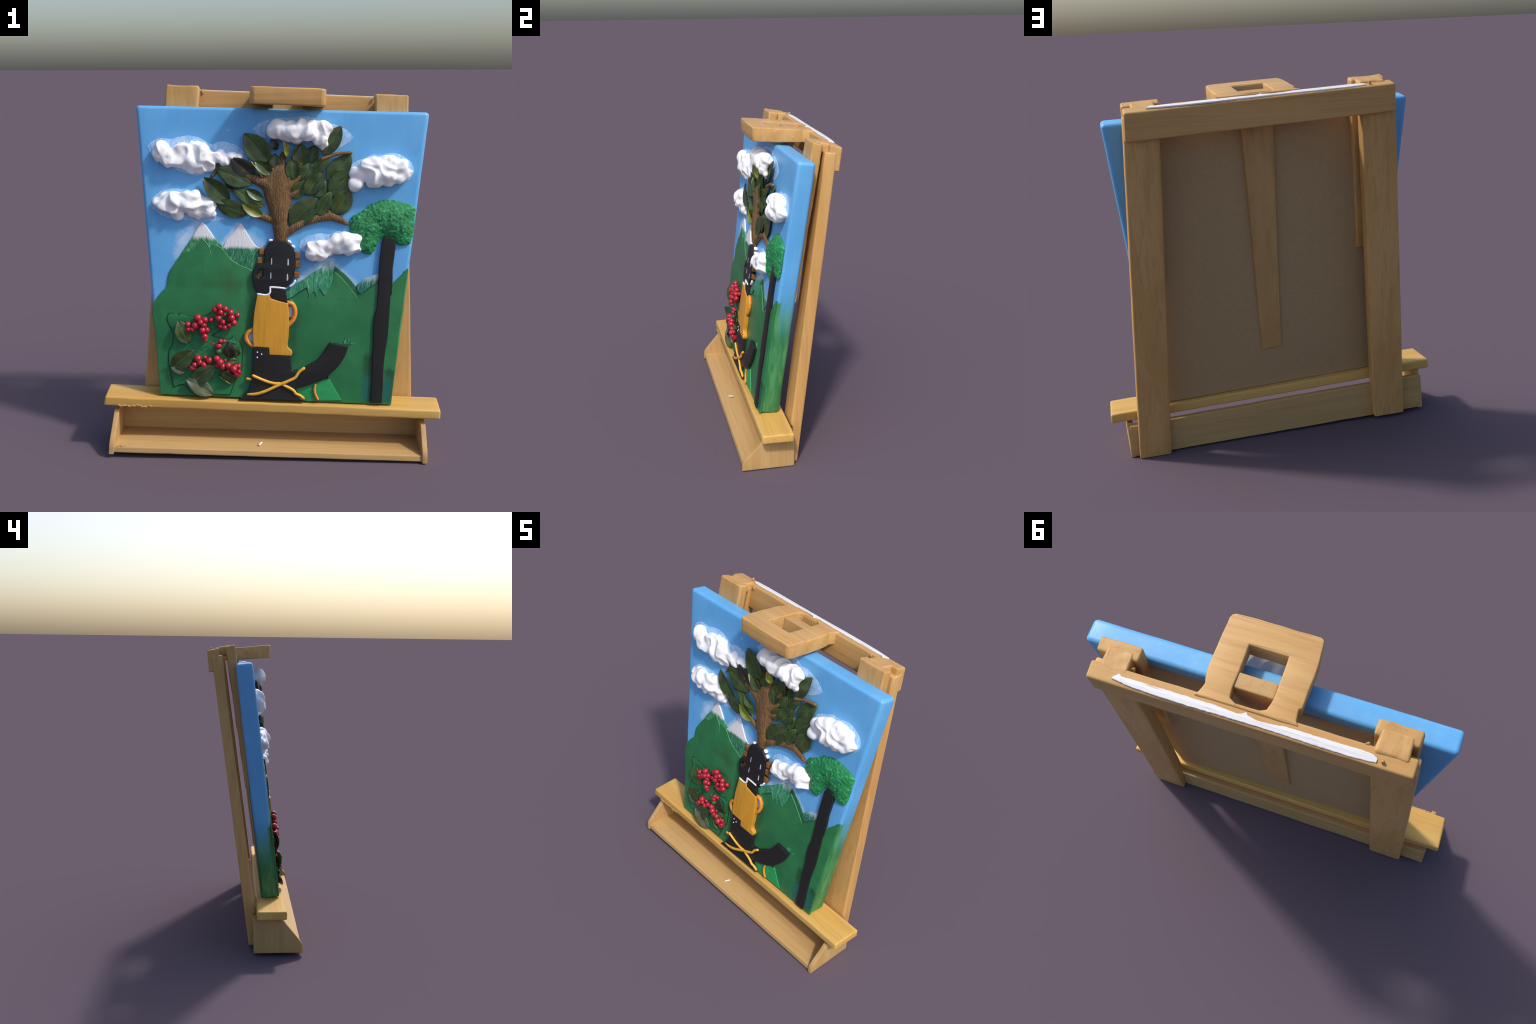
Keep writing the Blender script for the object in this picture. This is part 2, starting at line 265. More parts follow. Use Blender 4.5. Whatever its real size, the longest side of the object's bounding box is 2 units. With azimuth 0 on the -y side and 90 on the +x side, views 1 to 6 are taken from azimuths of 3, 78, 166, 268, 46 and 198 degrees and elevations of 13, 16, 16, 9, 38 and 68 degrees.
def canvas_paint():
    n = Nodes("sky_paint", 0.42, 0.45)
    x, y, z = n.xyz()
    weave = n.noise(420, n.scaled((1, 0.25, 1)), 2)
    streak = n.noise(30, n.scaled((1.0, 0.12, 1.0)), 5)
    sky = n.mix(n.step(n.noise(3.0), 0.3, 0.7), srgb(92, 165, 222), srgb(104, 176, 231))
    sky = n.mix(n.math("MULTIPLY", n.step(streak, 0.45, 0.75), 0.22), sky, srgb(130, 192, 232))
    line = n.math("ADD", n.math("MULTIPLY", x, 0.2), 0.58)
    low = n.math("SUBTRACT", y, n.math("ADD", line, n.math("MULTIPLY", n.math("SUBTRACT", streak, 0.5), 0.22)))
    green = n.step(low, -0.24, 0.19, 1.0, 0.0)
    side = n.step(z, -0.002, -0.02)
    grass = n.mix(n.step(streak, 0.35, 0.7), srgb(45, 116, 68), srgb(84, 152, 96))
    c = n.mix(n.math("MULTIPLY", green, side), sky, grass)
    edge = n.math("SUBTRACT", n.math("ABSOLUTE", x), n.math("ADD", n.math("MULTIPLY", y, 0.092), 0.600))
    rim = n.math("MULTIPLY", n.step(edge, 0.0, 0.004), n.step(n.math("SUBTRACT", y, n.math("ADD", n.math("MULTIPLY", x, 0.176), 0.627)), -0.012, 0.0, 1.0, 0.0))
    c = n.mix(n.math("MULTIPLY", rim, n.step(z, -0.03, -0.016)), c, grass)
    white = srgb(214, 226, 240)
    front = n.step(z, -0.02, -0.005)
    for key, r0, r1, amount in (("smear1", 0.5, 5.5, 0.4), ("smear2", 0.2, 3.0, 0.6), ("smear3", 0.3, 4.0, 0.55), ("smear4", 0.2, 2.8, 0.35), ("smear5", 0.2, 3.5, 0.35)):
        pts = LINE[key]
        for a, b in zip(pts, pts[1:]):
            f = n.math("MULTIPLY", n.segment(a, b, r0, r1), front)
            c = n.mix(n.math("MULTIPLY", f, amount), c, white)
    n.colour(c).bump(weave, 0.10, 0.002)
    return n.m


def hill_paint(name, right):
    n = Nodes(name, 0.40, 0.45)
    streak = n.noise(22, n.scaled((1, 0.25, 1)), 5)
    c = n.mix(n.step(n.noise(5.5, detail=3), 0.3, 0.7), srgb(35, 108, 65), srgb(46, 121, 73))
    c = n.mix(n.math("MULTIPLY", n.step(streak, 0.5, 0.75), 0.3), c, srgb(56, 134, 80))
    dark, teal = srgb(26, 66, 44), srgb(30, 110, 104)
    spots = (("stain3", 0.8, 5.0, 0.75, dark), ("stain4", 0.8, 4.5, 0.8, dark), ("stain6", 0.5, 5.0, 0.55, dark), ("stain7", 0.5, 4.0, 0.45, dark), ("teal1", 0.2, 5.5, 0.5, teal), ("teal2", 0.2, 4.0, 0.5, teal)) if right else (("stain1", 0.5, 7.5, 0.45, srgb(48, 84, 46)), ("stain2", 0.5, 4.5, 0.35, srgb(48, 84, 46)), ("stain5", 0.5, 5.0, 0.5, dark))
    for key, r0, r1, amount, col in spots:
        for a, b in zip(LINE[key], LINE[key][1:]):
            c = n.mix(n.math("MULTIPLY", n.segment(a, b, r0, r1), amount), c, col)
    n.colour(c).bump(n.noise(260, n.scaled((1, 0.3, 1)), 3), 0.12, 0.002)
    return n.m


def snow_paint(name, level, spread, green, snow=(224, 224, 228)):
    """Snow above a height on the picture, brushed into green below it."""
    n = Nodes(name, 0.5, 0.35)
    x, y, z = n.xyz()
    streak = n.noise(60, n.scaled((1, 0.14, 1)), 5, 0.65)
    fine = n.noise(230, n.scaled((1, 0.12, 1)), 4, 0.6)
    h = n.math("ADD", y, n.math("MULTIPLY", n.math("SUBTRACT", streak, 0.5), spread * 3.5))
    f = n.step(h, level - spread, level + spread)
    g = n.mix(n.step(streak, 0.3, 0.7), srgb(*(c * 0.8 for c in green)), srgb(*(min(255, c * 1.15) for c in green)))
    g = n.mix(n.math("MULTIPLY", n.step(fine, 0.52, 0.64), 0.62), g, srgb(140, 196, 164))
    w = n.mix(n.math("MULTIPLY", n.step(fine, 0.62, 0.7), 0.25), srgb(*snow), srgb(120, 130, 130))
    n.colour(n.mix(f, g, w)).bump(n.math("ADD", streak, fine), 0.5, 0.004)
    return n.m


def leaf_paint(name, deep, bright, brown, vein):
    n = Nodes(name, 0.38, 0.45)
    x, y, z = n.xyz()
    rnd = n.random()
    off = n.t.nodes.new("ShaderNodeCombineXYZ")
    n.put(off.inputs[0], n.math("MULTIPLY", rnd, 9.0))
    n.put(off.inputs[1], n.math("MULTIPLY", rnd, 5.0))
    v = n.scaled((1, 1, 1), off.outputs[0])
    c = n.mix(n.step(n.noise(16, v, 3), 0.3, 0.7), srgb(*deep), srgb(*bright))
    c = n.mix(n.math("MULTIPLY", rnd, 0.35), c, srgb(*(k * 0.72 for k in deep)))
    blot = n.math("MULTIPLY", n.step(n.noise(24, v, 2, 0.4), 0.60, 0.68), 0.6)
    c = n.mix(blot, c, srgb(*brown))
    ay = n.math("ABSOLUTE", y)
    ribs = n.wave(42, n.scaled((1, 1, 1), v=None), 0.6, 1.0, "X")
    bent = n.t.nodes.new("ShaderNodeCombineXYZ")
    n.put(bent.inputs[0], n.math("SUBTRACT", x, n.math("MULTIPLY", ay, 0.8)))
    ribs = n.wave(32, bent.outputs[0], 0.5, 1.0, "X")
    c = n.mix(n.math("MULTIPLY", n.step(ribs, 0.8, 0.98), 0.06), c, srgb(*vein))
    mid = n.step(ay, 0.0006, 0.0022, 0.45, 0.0)
    c = n.mix(mid, c, srgb(*vein))
    n.colour(c).bump(n.noise(40, v, 3), 0.10, 0.004)
    return n.m


def bark_paint(name, lying):
    n = Nodes(name, 0.55, 0.35)
    v = n.scaled((0.22, 1.0, 1.0) if lying else (1.0, 0.22, 1.0))
    bands = n.wave(52, n.scaled((0.25, 1.0, 0.6) if lying else (1.0, 0.25, 0.6)), 8.0, 2.2, "Y" if lying else "X")
    c = n.mix(n.step(n.noise(12, v, 4), 0.3, 0.7), srgb(100, 74, 46), srgb(128, 98, 62))
    c = n.mix(n.math("MULTIPLY", n.step(bands, 0.6, 0.95), 0.5), c, srgb(160, 122, 76))
    c = n.mix(n.math("MULTIPLY", n.step(bands, 0.35, 0.1), 0.30), c, srgb(66, 46, 30))
    knot = n.segment((0.4, 109.5), (0.2, 108.8), 0.3, 4.2)
    rings = n.wave(150, n.scaled((1, 0.7, 1), (-0.004, -0.765, 0)), 1.5, 2, "X", "RINGS")
    c = n.mix(n.math("MULTIPLY", knot, n.math("MULTIPLY", n.step(rings, 0.55, 0.95), 0.45)), c, srgb(168, 128, 80))
    n.colour(c).bump(bands, 0.5, 0.006)
    return n.m


def canopy_paint():
    n = Nodes("tuft_green", 0.45, 0.4)
    a = n.noise(55, detail=6, rough=0.7)
    b = n.noise(150, detail=4, rough=0.7)
    c = n.mix(n.step(n.noise(9), 0.3, 0.7), srgb(32, 124, 70), srgb(42, 148, 88))
    c = n.mix(n.math("MULTIPLY", n.step(a, 0.53, 0.64), 0.8), c, srgb(66, 196, 134))
    c = n.mix(n.math("MULTIPLY", n.step(b, 0.5, 0.35), 0.4), c, srgb(20, 88, 50))
    n.colour(c).bump(n.math("ADD", a, b), 0.6, 0.008)
    return n.m


def brushed(name, rgb, amount=0.08, rough=0.45):
    n = Nodes(name, rough, 0.4)
    k = n.noise(70, n.scaled((1, 0.06, 1)), 4)
    c = n.mix(n.step(k, 0.3, 0.7), srgb(*(x * (1 - amount) for x in rgb)), srgb(*(min(255, x * (1 + amount)) for x in rgb)))
    n.colour(c).bump(k, 0.15, 0.002)
    return n.m


def halo_paint():
    n = Nodes("thin_white_paint", 0.5, 0.35)
    k = n.noise(70, n.scaled((1, 0.35, 1)), 6, 0.7)
    c = n.mix(n.step(k, 0.3, 0.75), srgb(122, 182, 238), srgb(196, 220, 244))
    n.colour(c).bump(k, 0.25, 0.003)
    return n.m


def berry_paint():
    n = Nodes("berry_red", 0.33, 0.5)
    k = n.noise(1.8, detail=3)
    c = n.mix(n.step(k, 0.3, 0.7), srgb(156, 24, 42), srgb(190, 40, 60))
    c = n.mix(n.math("MULTIPLY", n.random(), 0.25), c, srgb(128, 16, 36))
    n.colour(c)
    n.b.inputs["Coat Weight"].default_value = 0.15
    return n.m


def linen_paint():
    n = Nodes("raw_linen", 0.85, 0.15)
    a = n.noise(700, n.scaled((1, 0.06, 1)), 2)
    b = n.noise(700, n.scaled((0.06, 1, 1)), 2)
    k = n.math("MULTIPLY", n.math("ADD", a, b), 0.5)
    c = n.mix(n.step(k, 0.4, 0.6), srgb(168, 140, 102), srgb(180, 152, 112))
    n.colour(c).bump(k, 0.3, 0.002)
    return n.m


def tape_paint():
    n = Nodes("white_tape", 0.6, 0.3)
    k = n.noise(60, n.scaled((0.08, 1.6, 1)), 5, 0.7)
    c = n.mix(n.step(k, 0.5, 0.72), srgb(226, 224, 224), srgb(186, 168, 152))
    n.colour(c).bump(k, 0.3, 0.003)
    return n.m


MAT = dict(
    canvas=canvas_paint(), left_hill=hill_paint("left_hill_green", False), right_hill=hill_paint("right_hill_green", True),
    left_peak=snow_paint("snow_on_left_peak", 0.885, 0.018, (46, 128, 84)), second_peak=snow_paint("snow_on_second_peak", 0.838, 0.012, (46, 122, 86)),
    brush_peak=snow_paint("brushed_peak", 0.745, 0.03, (52, 140, 100), (170, 190, 196)), brush_ridge=snow_paint("brushed_ridge", 0.685, 0.02, (36, 108, 98), (160, 180, 186)),
    back_ridge=flat("dark_green", (36, 96, 58)), patch=flat("patch_green", (38, 116, 70), 0.4, 0.06), tent=flat("tent_green", (40, 146, 84)),
    groove_shade=flat("groove_shade_green", (20, 52, 34)), ridge=flat("ridge_highlight_green", (74, 146, 94), 0.4), black=flat("black_paint", (33, 33, 34), 0.42, 0.05, 0.35), orange=brushed("ochre_paint", (206, 148, 46), 0.04),
    ring=flat("ring_ochre", (208, 138, 52), 0.45, 0.1), lace=flat("lace_yellow", (226, 170, 62), 0.4, 0.06), brick=flat("peg_brown", (134, 90, 46), 0.5, 0.15),
    white=flat("white_paint", (238, 240, 244), 0.4, 0.02), cloud=flat("cloud_white", (240, 241, 244), 0.5, 0.01, 0.3), grey=flat("grey_paint", (178, 184, 202), 0.45, 0.03),
    halo=halo_paint(), bark=bark_paint("bark", False), twig=bark_paint("twig_bark", True), canopy=canopy_paint(), berry=berry_paint(), green_berry=flat("unripe_green", (50, 96, 52), 0.4, 0.15),
    leaf=leaf_paint("leaf_green", (46, 64, 36), (68, 92, 44), (82, 70, 36), (108, 124, 70)), dark_leaf=leaf_paint("leaf_dark", (42, 44, 36), (54, 56, 42), (88, 70, 36), (78, 74, 50)),
    pale_leaf=leaf_paint("leaf_pale", (70, 82, 56), (90, 102, 72), (88, 78, 52), (150, 160, 130)), lime_leaf=leaf_paint("leaf_lime", (104, 116, 44), (150, 156, 66), (140, 104, 42), (170, 176, 100)),
    linen=linen_paint(), tape=tape_paint(),
)

# ------------------------------------------------------------------ mesh tools

def link(name, mesh, parent, mat=None, matrix=None, kind=None):
    ob = bpy.data.objects.new(name, mesh)
    bpy.context.scene.collection.objects.link(ob)
    ob.parent = parent
    if matrix is not None:
        ob.matrix_local = matrix
    if mat is not None and not len(mesh.materials):
        mesh.materials.append(mat)
    if kind:
        ob["kind"] = kind
    return ob


def shade(me, angle=40):
    bm = bmesh.new()
    bm.from_mesh(me)
    bmesh.ops.recalc_face_normals(bm, faces=bm.faces)
    for f in bm.faces:
        f.smooth = True
    lim = math.radians(angle)
    for e in bm.edges:
        e.smooth = not (len(e.link_faces) == 2 and e.calc_face_angle(0) > lim)
    bm.to_mesh(me)
    bm.free()
    return me


def ripple(p, freq, amp, seed=0.0):
    q = Vector((p[0] * freq + seed, p[1] * freq - seed, p[2] * freq + 2 * seed))
    return amp * noise.noise(q)


def plank(name, corners, r, parent, mat, step=0.06, wobble=0.0015, dents=()):
    """Rounded board spanned between eight corners, ordered (x-,y-,z-) ... (x+,y+,z+) with z fastest."""
    C = np.array(corners, float).reshape(2, 2, 2, 3)
    L = [np.linalg.norm((C[1] - C[0]).mean((0, 1))), np.linalg.norm((C[:, 1] - C[:, 0]).mean((0, 1))), np.linalg.norm((C[:, :, 1] - C[:, :, 0]).mean((0, 1)))]
    r = min(r, min(L) * 0.48)
    ticks = []
    for l in L:
        core = np.linspace(r, l - r, max(2, int((l - 2 * r) / step) + 1))
        edge = r * np.array([0, 0.22, 0.5, 0.78])
        ticks.append(np.concatenate([edge, core, l - edge[::-1]]))
    index, verts, faces = {}, [], []
    L = np.array(L)
    seed = R.random() * 20

    def vert(i, j, k):
        key = (i, j, k)
        if key not in index:
            p = np.array([ticks[0][i], ticks[1][j], ticks[2][k]])
            q = np.clip(p, r, L - r)
            d = p - q
            s = np.linalg.norm(d)
            if s > 1e-9:
                # cube-to-sphere style rounding on the border cells
                p = q + d * (r * np.max(np.abs(d)) / r / s) if (np.abs(d) > 1e-9).sum() > 1 else p
            u, v, w = p / L
            B = C[0] * (1 - u) + C[1] * u
            B = B[0] * (1 - v) + B[1] * v
            P = B[0] * (1 - w) + B[1] * w
            if wobble:
                P = P + np.array([ripple(P, 9, wobble, seed + a * 3.1) + ripple(P, 34, wobble * 0.45, seed + a * 5.3) for a in range(3)])
            for (cx, cy, cz, rad, depth) in dents:
                dd = np.array([cx, cy, cz]) - P
                dist = np.linalg.norm(dd)
                P = P - dd / max(dist, 1e-6) * 0 + (C.mean((0, 1, 2)) - P) / np.linalg.norm(C.mean((0, 1, 2)) - P) * depth * math.exp(-(dist / rad) ** 2)
            index[key] = len(verts)
            verts.append(P)
        return index[key]

    n = [len(t) for t in ticks]
    for ax in range(3):
        a, b = [(1, 2), (2, 0), (0, 1)][ax]
        for side in (0, n[ax] - 1):
            for i in range(n[a] - 1):
                for j in range(n[b] - 1):
                    quad = []
                    for (di, dj) in ((0, 0), (1, 0), (1, 1), (0, 1)):
                        key = [0, 0, 0]
                        key[ax], key[a], key[b] = side, i + di, j + dj
                        quad.append(vert(*key))
                    faces.append(quad if side else quad[::-1])
    me = bpy.data.meshes.new(name)
    me.from_pydata([tuple(v) for v in verts], [], faces)
    shade(me, 50)
    return link(name, me, parent, mat)


def board(x, y, z):
    """Eight corners of an axis-aligned box."""
    return [(a, b, c) for a in x for b in y for c in z]


def smooth_outline(pts, close=True, spacing=0.006, corner=55, jitter=0.0, seed=0.0):
    """Catmull-Rom through the points, keeping sharp corners sharp. Points in metres."""
    P = [Vector(p) for p in pts]
    n = len(P)
    tang = []
    for i in range(n):
        a, b, c = P[(i - 1) % n], P[i], P[(i + 1) % n]
        if not close and i in (0, n - 1):
            t = (P[1] - P[0]) if i == 0 else (P[-1] - P[-2])
            tang.append((t, t))
            continue
        d0, d1 = b - a, c - b
        if d0.length > 1e-9 and d1.length > 1e-9 and d0.angle(d1) > math.radians(corner):
            tang.append((d0, d1))
        else:
            m = (d0.normalized() + d1.normalized()).normalized()
            tang.append((m * d0.length, m * d1.length))
    out = []
    for i in range(n if close else n - 1):
        a, b = P[i], P[(i + 1) % n]
        ta, tb = tang[i][1], tang[(i + 1) % n][0]
        k = max(1, int((b - a).length / spacing))
        for j in range(k):
            u = j / k
            h = (2 * u**3 - 3 * u**2 + 1) * a + (u**3 - 2 * u**2 + u) * ta + (3 * u**2 - 2 * u**3) * b + (u**3 - u**2) * tb
            if jitter:
                h = h + Vector([jitter * noise.noise(Vector((h.x * 90 + seed, h.y * 90, q * 7.7))) for q in range(len(h))])
            out.append(h)
    if not close:
        out.append(P[-1])
    return out


def from_curve(cu):
    ob = bpy.data.objects.new("tmp", cu)
    bpy.context.scene.collection.objects.link(ob)
    bpy.context.view_layer.update()
    me = bpy.data.meshes.new_from_object(ob.evaluated_get(bpy.context.evaluated_depsgraph_get()))
    bpy.data.objects.remove(ob)
    bpy.data.curves.remove(cu)
    return me


def slab_mesh(name, loops, z0, z1, bevel, res=3):
    cu = bpy.data.curves.new(name, "CURVE")
    cu.dimensions = "2D"
    cu.fill_mode = "BOTH"
    cu.extrude = max(1e-4, (z1 - z0) / 2 - bevel)
    cu.bevel_depth = bevel
    cu.bevel_resolution = res
    cu.offset = -bevel
    for loop in loops:
        sp = cu.splines.new("POLY")
        sp.points.add(len(loop) - 1)
        sp.points.foreach_set("co", [c for p in loop for c in (p[0], p[1], 0, 1)])
        sp.use_cyclic_u = True
    me = from_curve(cu)
    me.name = name
    me.transform(Matrix.Translation((0, 0, (z0 + z1) / 2)))
    bm = bmesh.new()
    bm.from_mesh(me)
    bmesh.ops.remove_doubles(bm, verts=bm.verts, dist=1e-5)
    bm.to_mesh(me)
    bm.free()
    me.materials.clear()
    return me


def cm(pts):
    return [(p[0] / 100, p[1] / 100) for p in pts]


def slab(name, pts, z0, z1, bevel, parent, mat, holes=(), corner=55, jitter=0.0, angle=38):
    loops = [smooth_outline(cm(p), corner=corner, jitter=jitter, seed=R.random() * 9) for p in (pts, *holes)]
    me = slab_mesh(name, loops, z0, z1, bevel)
    shade(me, angle)
    return link(name, me, parent, mat)


def tube_mesh(name, pts3, radius, flat_n=1.0, ends=True, spacing=0.006, profile=None):
    line = smooth_outline(pts3, close=False, spacing=spacing, corner=80)
    bm = bmesh.new()
    rings, seg = [], 12
    m = len(line)
    for i, p in enumerate(line):
        t = (line[min(i + 1, m - 1)] - line[max(i - 1, 0)]).normalized()
        side = t.cross(Vector((0, 0, 1))).normalized()
        up = side.cross(t)
        k = i / (m - 1)
        rad = radius(k) if callable(radius) else radius
        e = min(i, m - 1 - i) * spacing
        if ends and e < rad:
            rad *= math.sqrt(max(0.06, 1 - (1 - e / rad) ** 2))
        rings.append([bm.verts.new(p + (side * math.cos(a) + up * math.sin(a) * flat_n) * rad) for a in [2 * math.pi * j / seg for j in range(seg)]])
    for a, b in zip(rings, rings[1:]):
        for j in range(seg):
            bm.faces.new((a[j], a[(j + 1) % seg], b[(j + 1) % seg], b[j]))
    bm.faces.new(rings[0][::-1])
    bm.faces.new(rings[-1])
    me = bpy.data.meshes.new(name)
    bm.to_mesh(me)
    bm.free()
    return shade(me, 60)


def tube(name, pts, z, radius, parent, mat, flat_n=1.0, ends=True):
    zs = z if callable(z) else (lambda k: z)
    p3 = [(p[0] / 100, p[1] / 100, zs(i / (len(pts) - 1))) for i, p in enumerate(pts)]
    return link(name, tube_mesh(name, p3, radius, flat_n, ends), parent, mat)


def ellipsoids(name, balls, voxel, sub=3):
    """Union of ellipsoids (centre, radii) remeshed into one skin."""
    bm = bmesh.new()
    for c, r in balls:
        bmesh.ops.create_icosphere(bm, subdivisions=sub, radius=1, matrix=Matrix.Translation(c) @ Matrix.Diagonal((*r, 1)))
    me = bpy.data.meshes.new(name)
    bm.to_mesh(me)
    bm.free()
    return remesh(me, name, voxel)


def remesh(me, name, voxel, relax=0):
    ob = bpy.data.objects.new("tmp", me)
    bpy.context.scene.collection.objects.link(ob)
    md = ob.modifiers.new("r", "REMESH")
    md.mode = "VOXEL"
    md.voxel_size = voxel
    if relax:
        s = ob.modifiers.new("s", "SMOOTH")
        s.iterations = relax
        s.factor = 0.5
    bpy.context.view_layer.update()
    out = bpy.data.meshes.new_from_object(ob.evaluated_get(bpy.context.evaluated_depsgraph_get()))
    bpy.data.objects.remove(ob)
    bpy.data.meshes.remove(me)
    out.name = name
    return out


def displace(me, fn):
    """Move each vertex along its normal by fn(position, normal)."""
    n = len(me.vertices)
    co, no = np.empty(n * 3), np.empty(n * 3)
    me.vertices.foreach_get("co", co)
    me.vertices.foreach_get("normal", no)
    co, no = co.reshape(-1, 3), no.reshape(-1, 3)
    d = np.array([fn(Vector(p), Vector(q)) for p, q in zip(co, no)])
    me.vertices.foreach_set("co", (co + no * d[:, None]).ravel())
    me.update()
    for p in me.polygons:
        p.use_smooth = True
    return me


def empty(name, label, category, matrix):
    ob = bpy.data.objects.new(name, None)
    bpy.context.scene.collection.objects.link(ob)
    ob.matrix_world = matrix
    ob["label"] = label
    ob["category"] = category
    return ob


# ------------------------------------------------------------------ the easel
easel = empty("table_easel", "small pine table easel with paint tray and clamp", "easel", Matrix())


def build_easel():
    # back legs: boards of even thickness leaning back, notched at the foot to clear the tray
    for foot_out, foot_in, head_out, head_in, zf, zh, yf, yh in ((0.804, 0.629, 0.741, 0.572, 0.001, 1.88, 0.022, 0.276), (-0.753, -0.567, -0.608, -0.425, 0.020, 1.93, 0.027, 0.287)):
        at = lambda z: yf + (yh - yf) * (z - zf) / (zh - zf)
        side = [(yf, zf), *((at(z), z) for z in (0.4, 0.8, 1.2, 1.6)), (yh, zh), (yh - 0.072, zh), *((at(z) - 0.071, z) for z in (1.6, 1.2, 0.8, 0.5)), (at(0.245) - 0.070, 0.245), (-0.003, 0.232), (-0.004, 0.12), (-0.005, zf + 0.001)]
        me = slab_mesh("leg", [smooth_outline(side, corner=12, spacing=0.03)], 0, 0.17, 0.009)
        for v in me.vertices:
            y, z, k = v.co
            u, w = (z - zf) / (zh - zf), k / 0.17
            a, b = foot_in + (head_in - foot_in) * u, foot_out + (head_out - foot_out) * u
            v.co = (a + (b - a) * w + ripple((y, z, w), 6, 0.0015, yf * 90), y, z)
        shade(me, 40)
        link("leg", me, easel, WOOD["Z"])
    # rail across the top of the legs, standing proud of them at the back
    plank("top_rail", [(-0.602, 0.222, 1.826), (-0.596, 0.238, 1.975), (-0.608, 0.301, 1.820), (-0.596, 0.315, 1.960),
                       (0.741, 0.222, 1.774), (0.737, 0.238, 1.923), (0.741, 0.290, 1.766), (0.737, 0.309, 1.904)], 0.010, easel, WOOD["X"])
    # front posts: taper back into the canvas
    plank("front_post", [(0.585, 0.008, 1.00), (0.555, 0.133, 1.950), (0.585, 0.046, 1.00), (0.555, 0.196, 1.936),
                         (0.734, 0.008, 1.00), (0.737, 0.133, 1.942), (0.734, 0.034, 1.00), (0.737, 0.196, 1.926)], 0.010, easel, WOOD["Z"], 0.03, 0.0045)
    plank("front_post", [(-0.640, 0.020, 1.062), (-0.588, 0.133, 2.000), (-0.640, 0.056, 1.062), (-0.588, 0.196, 1.986),
                         (-0.470, 0.020, 1.068), (-0.404, 0.133, 1.993), (-0.470, 0.056, 1.068), (-0.404, 0.196, 1.978)], 0.010, easel, WOOD["Z"], 0.03, 0.0045)
    # bridging blocks between post and rail
    for x0, x1, dz in ((0.578, 0.698, 0.0), (-0.556, -0.426, 0.053)):
        plank("bridge_block", [(x0, 0.165, 1.872 + dz), (x0, 0.165, 1.944 + dz), (x0, 0.262, 1.872 + dz), (x0, 0.262, 1.924 + dz),
                               (x1, 0.165, 1.872 + dz), (x1, 0.165, 1.938 + dz), (x1, 0.262, 1.872 + dz), (x1, 0.262, 1.918 + dz)], 0.012, easel, WOOD["Y"], 0.012, 0.006)
    # middle strut, sinking into the linen as it goes down
    plank("middle_strut", [(-0.036, -0.060, 0.530), (-0.002, 0.113, 1.962), (-0.036, -0.017, 0.530), (-0.002, 0.178, 1.954),
                           (0.074, -0.060, 0.520), (0.168, 0.113, 1.956), (0.074, -0.017, 0.520), (0.168, 0.178, 1.948)], 0.006, easel, STRUT)
    # clamp plate with its two openings
    outline = [(28.0, -9.4), (27.3, -10.9), (25.8, -11.7), (14.0, -12.2), (4.0, -12.1), (-9.4, -12.0), (-10.7, -11.4), (-11.2, -10.0), (-11.8, 18.4), (-10.7, 19.2), (-11.2, 23.6), (-12.4, 25.5), (29.6, 25.5), (28.4, 23.0), (27.4, 19.6), (27.9, 18.2)]
    hole_a = [(16.4, -0.5), (0.1, -0.3), (-0.1, 11.6), (16.3, 11.5)]
    hole_b = [(16.5, 17.7), (0.2, 17.7), (1.0, 23.0), (3.6, 24.6), (13.0, 24.8), (15.8, 22.5)]
    big = [smooth_outline([(a / 100, b / 100) for a, b in o], corner=24) for o in (outline, [*hole_a[:3], (0.0, 18.2), (1.0, 22.8), (3.4, 24.0), (13.0, 24.2), (15.8, 22.5), (16.4, 18.0), hole_a[3]])]
    me = slab_mesh("clamp_plate", big, 0.0, 0.088, 0.007)
    for v in me.vertices:
        x, y, z = v.co
        k = (y + 0.118) / 0.36
        top = 1.988 - 0.036 * (x - 0.08) - 0.034 * k
        thick = 0.090 - 0.014 * k
        v.co.z = top - thick * (1 - z / 0.088) + ripple((x, y, z), 14, 0.002, 3)
        v.co.x += ripple((x, y, z), 12, 0.003, 8)
        v.co.y += ripple((x, y, z), 12, 0.003, 5)
    shade(me, 40)
    link("clamp_plate", me, easel, WOOD["X"])
    # strip of white tape lying on the rail
    tape = smooth_outline([(0.632, 0.290), (0.628, 0.283), (0.606, 0.262), (0.598, 0.268), (0.560, 0.270), (0.40, 0.270), (0.20, 0.270), (0.09, 0.270), (0.08, 0.260), (0.07, 0.270), (-0.10, 0.270), (-0.30, 0.270), (-0.40, 0.270), (-0.430, 0.274), (-0.448, 0.284), (-0.446, 0.300), (-0.40, 0.304), (0.0, 0.302), (0.55, 0.299)], jitter=0.002, corner=70)
    me = slab_mesh("tape_strip", [tape], 0, 0.008, 0.0025)
    for v in me.vertices:
        v.co.z += 1.9455 - 0.0390 * (v.co.x - 0.07) - 0.20 * (v.co.y - 0.244)
    shade(me, 40)
    link("tape_strip", me, easel, MAT["tape"])
    # ledge that carries the canvas
    zl = lambda x: 0.2880 - 0.0268 * x
    plank("ledge", [(-0.930, -0.212, zl(-0.93) - 0.055), (-0.918, -0.212, zl(-0.93)), (-0.935, -0.018, zl(-0.93) - 0.057), (-0.930, -0.018, zl(-0.93)),
                    (0.926, -0.218, zl(0.92) - 0.055), (0.926, -0.218, zl(0.92)), (0.936, -0.028, zl(0.92) - 0.055), (0.936, -0.028, zl(0.92))], 0.011, easel, LEDGE, 0.05, 0.002)
    # tray: floor, back board and two cheeks
    plank("tray_floor", [(-0.868, -0.318, 0.029), (-0.868, -0.312, 0.064), (-0.862, -0.020, 0.019), (-0.862, -0.020, 0.054),
                         (0.832, -0.321, 0.009), (0.832, -0.314, 0.042), (0.832, -0.020, 0.004), (0.832, -0.020, 0.036)], 0.007, easel, PALE["X"], 0.05)
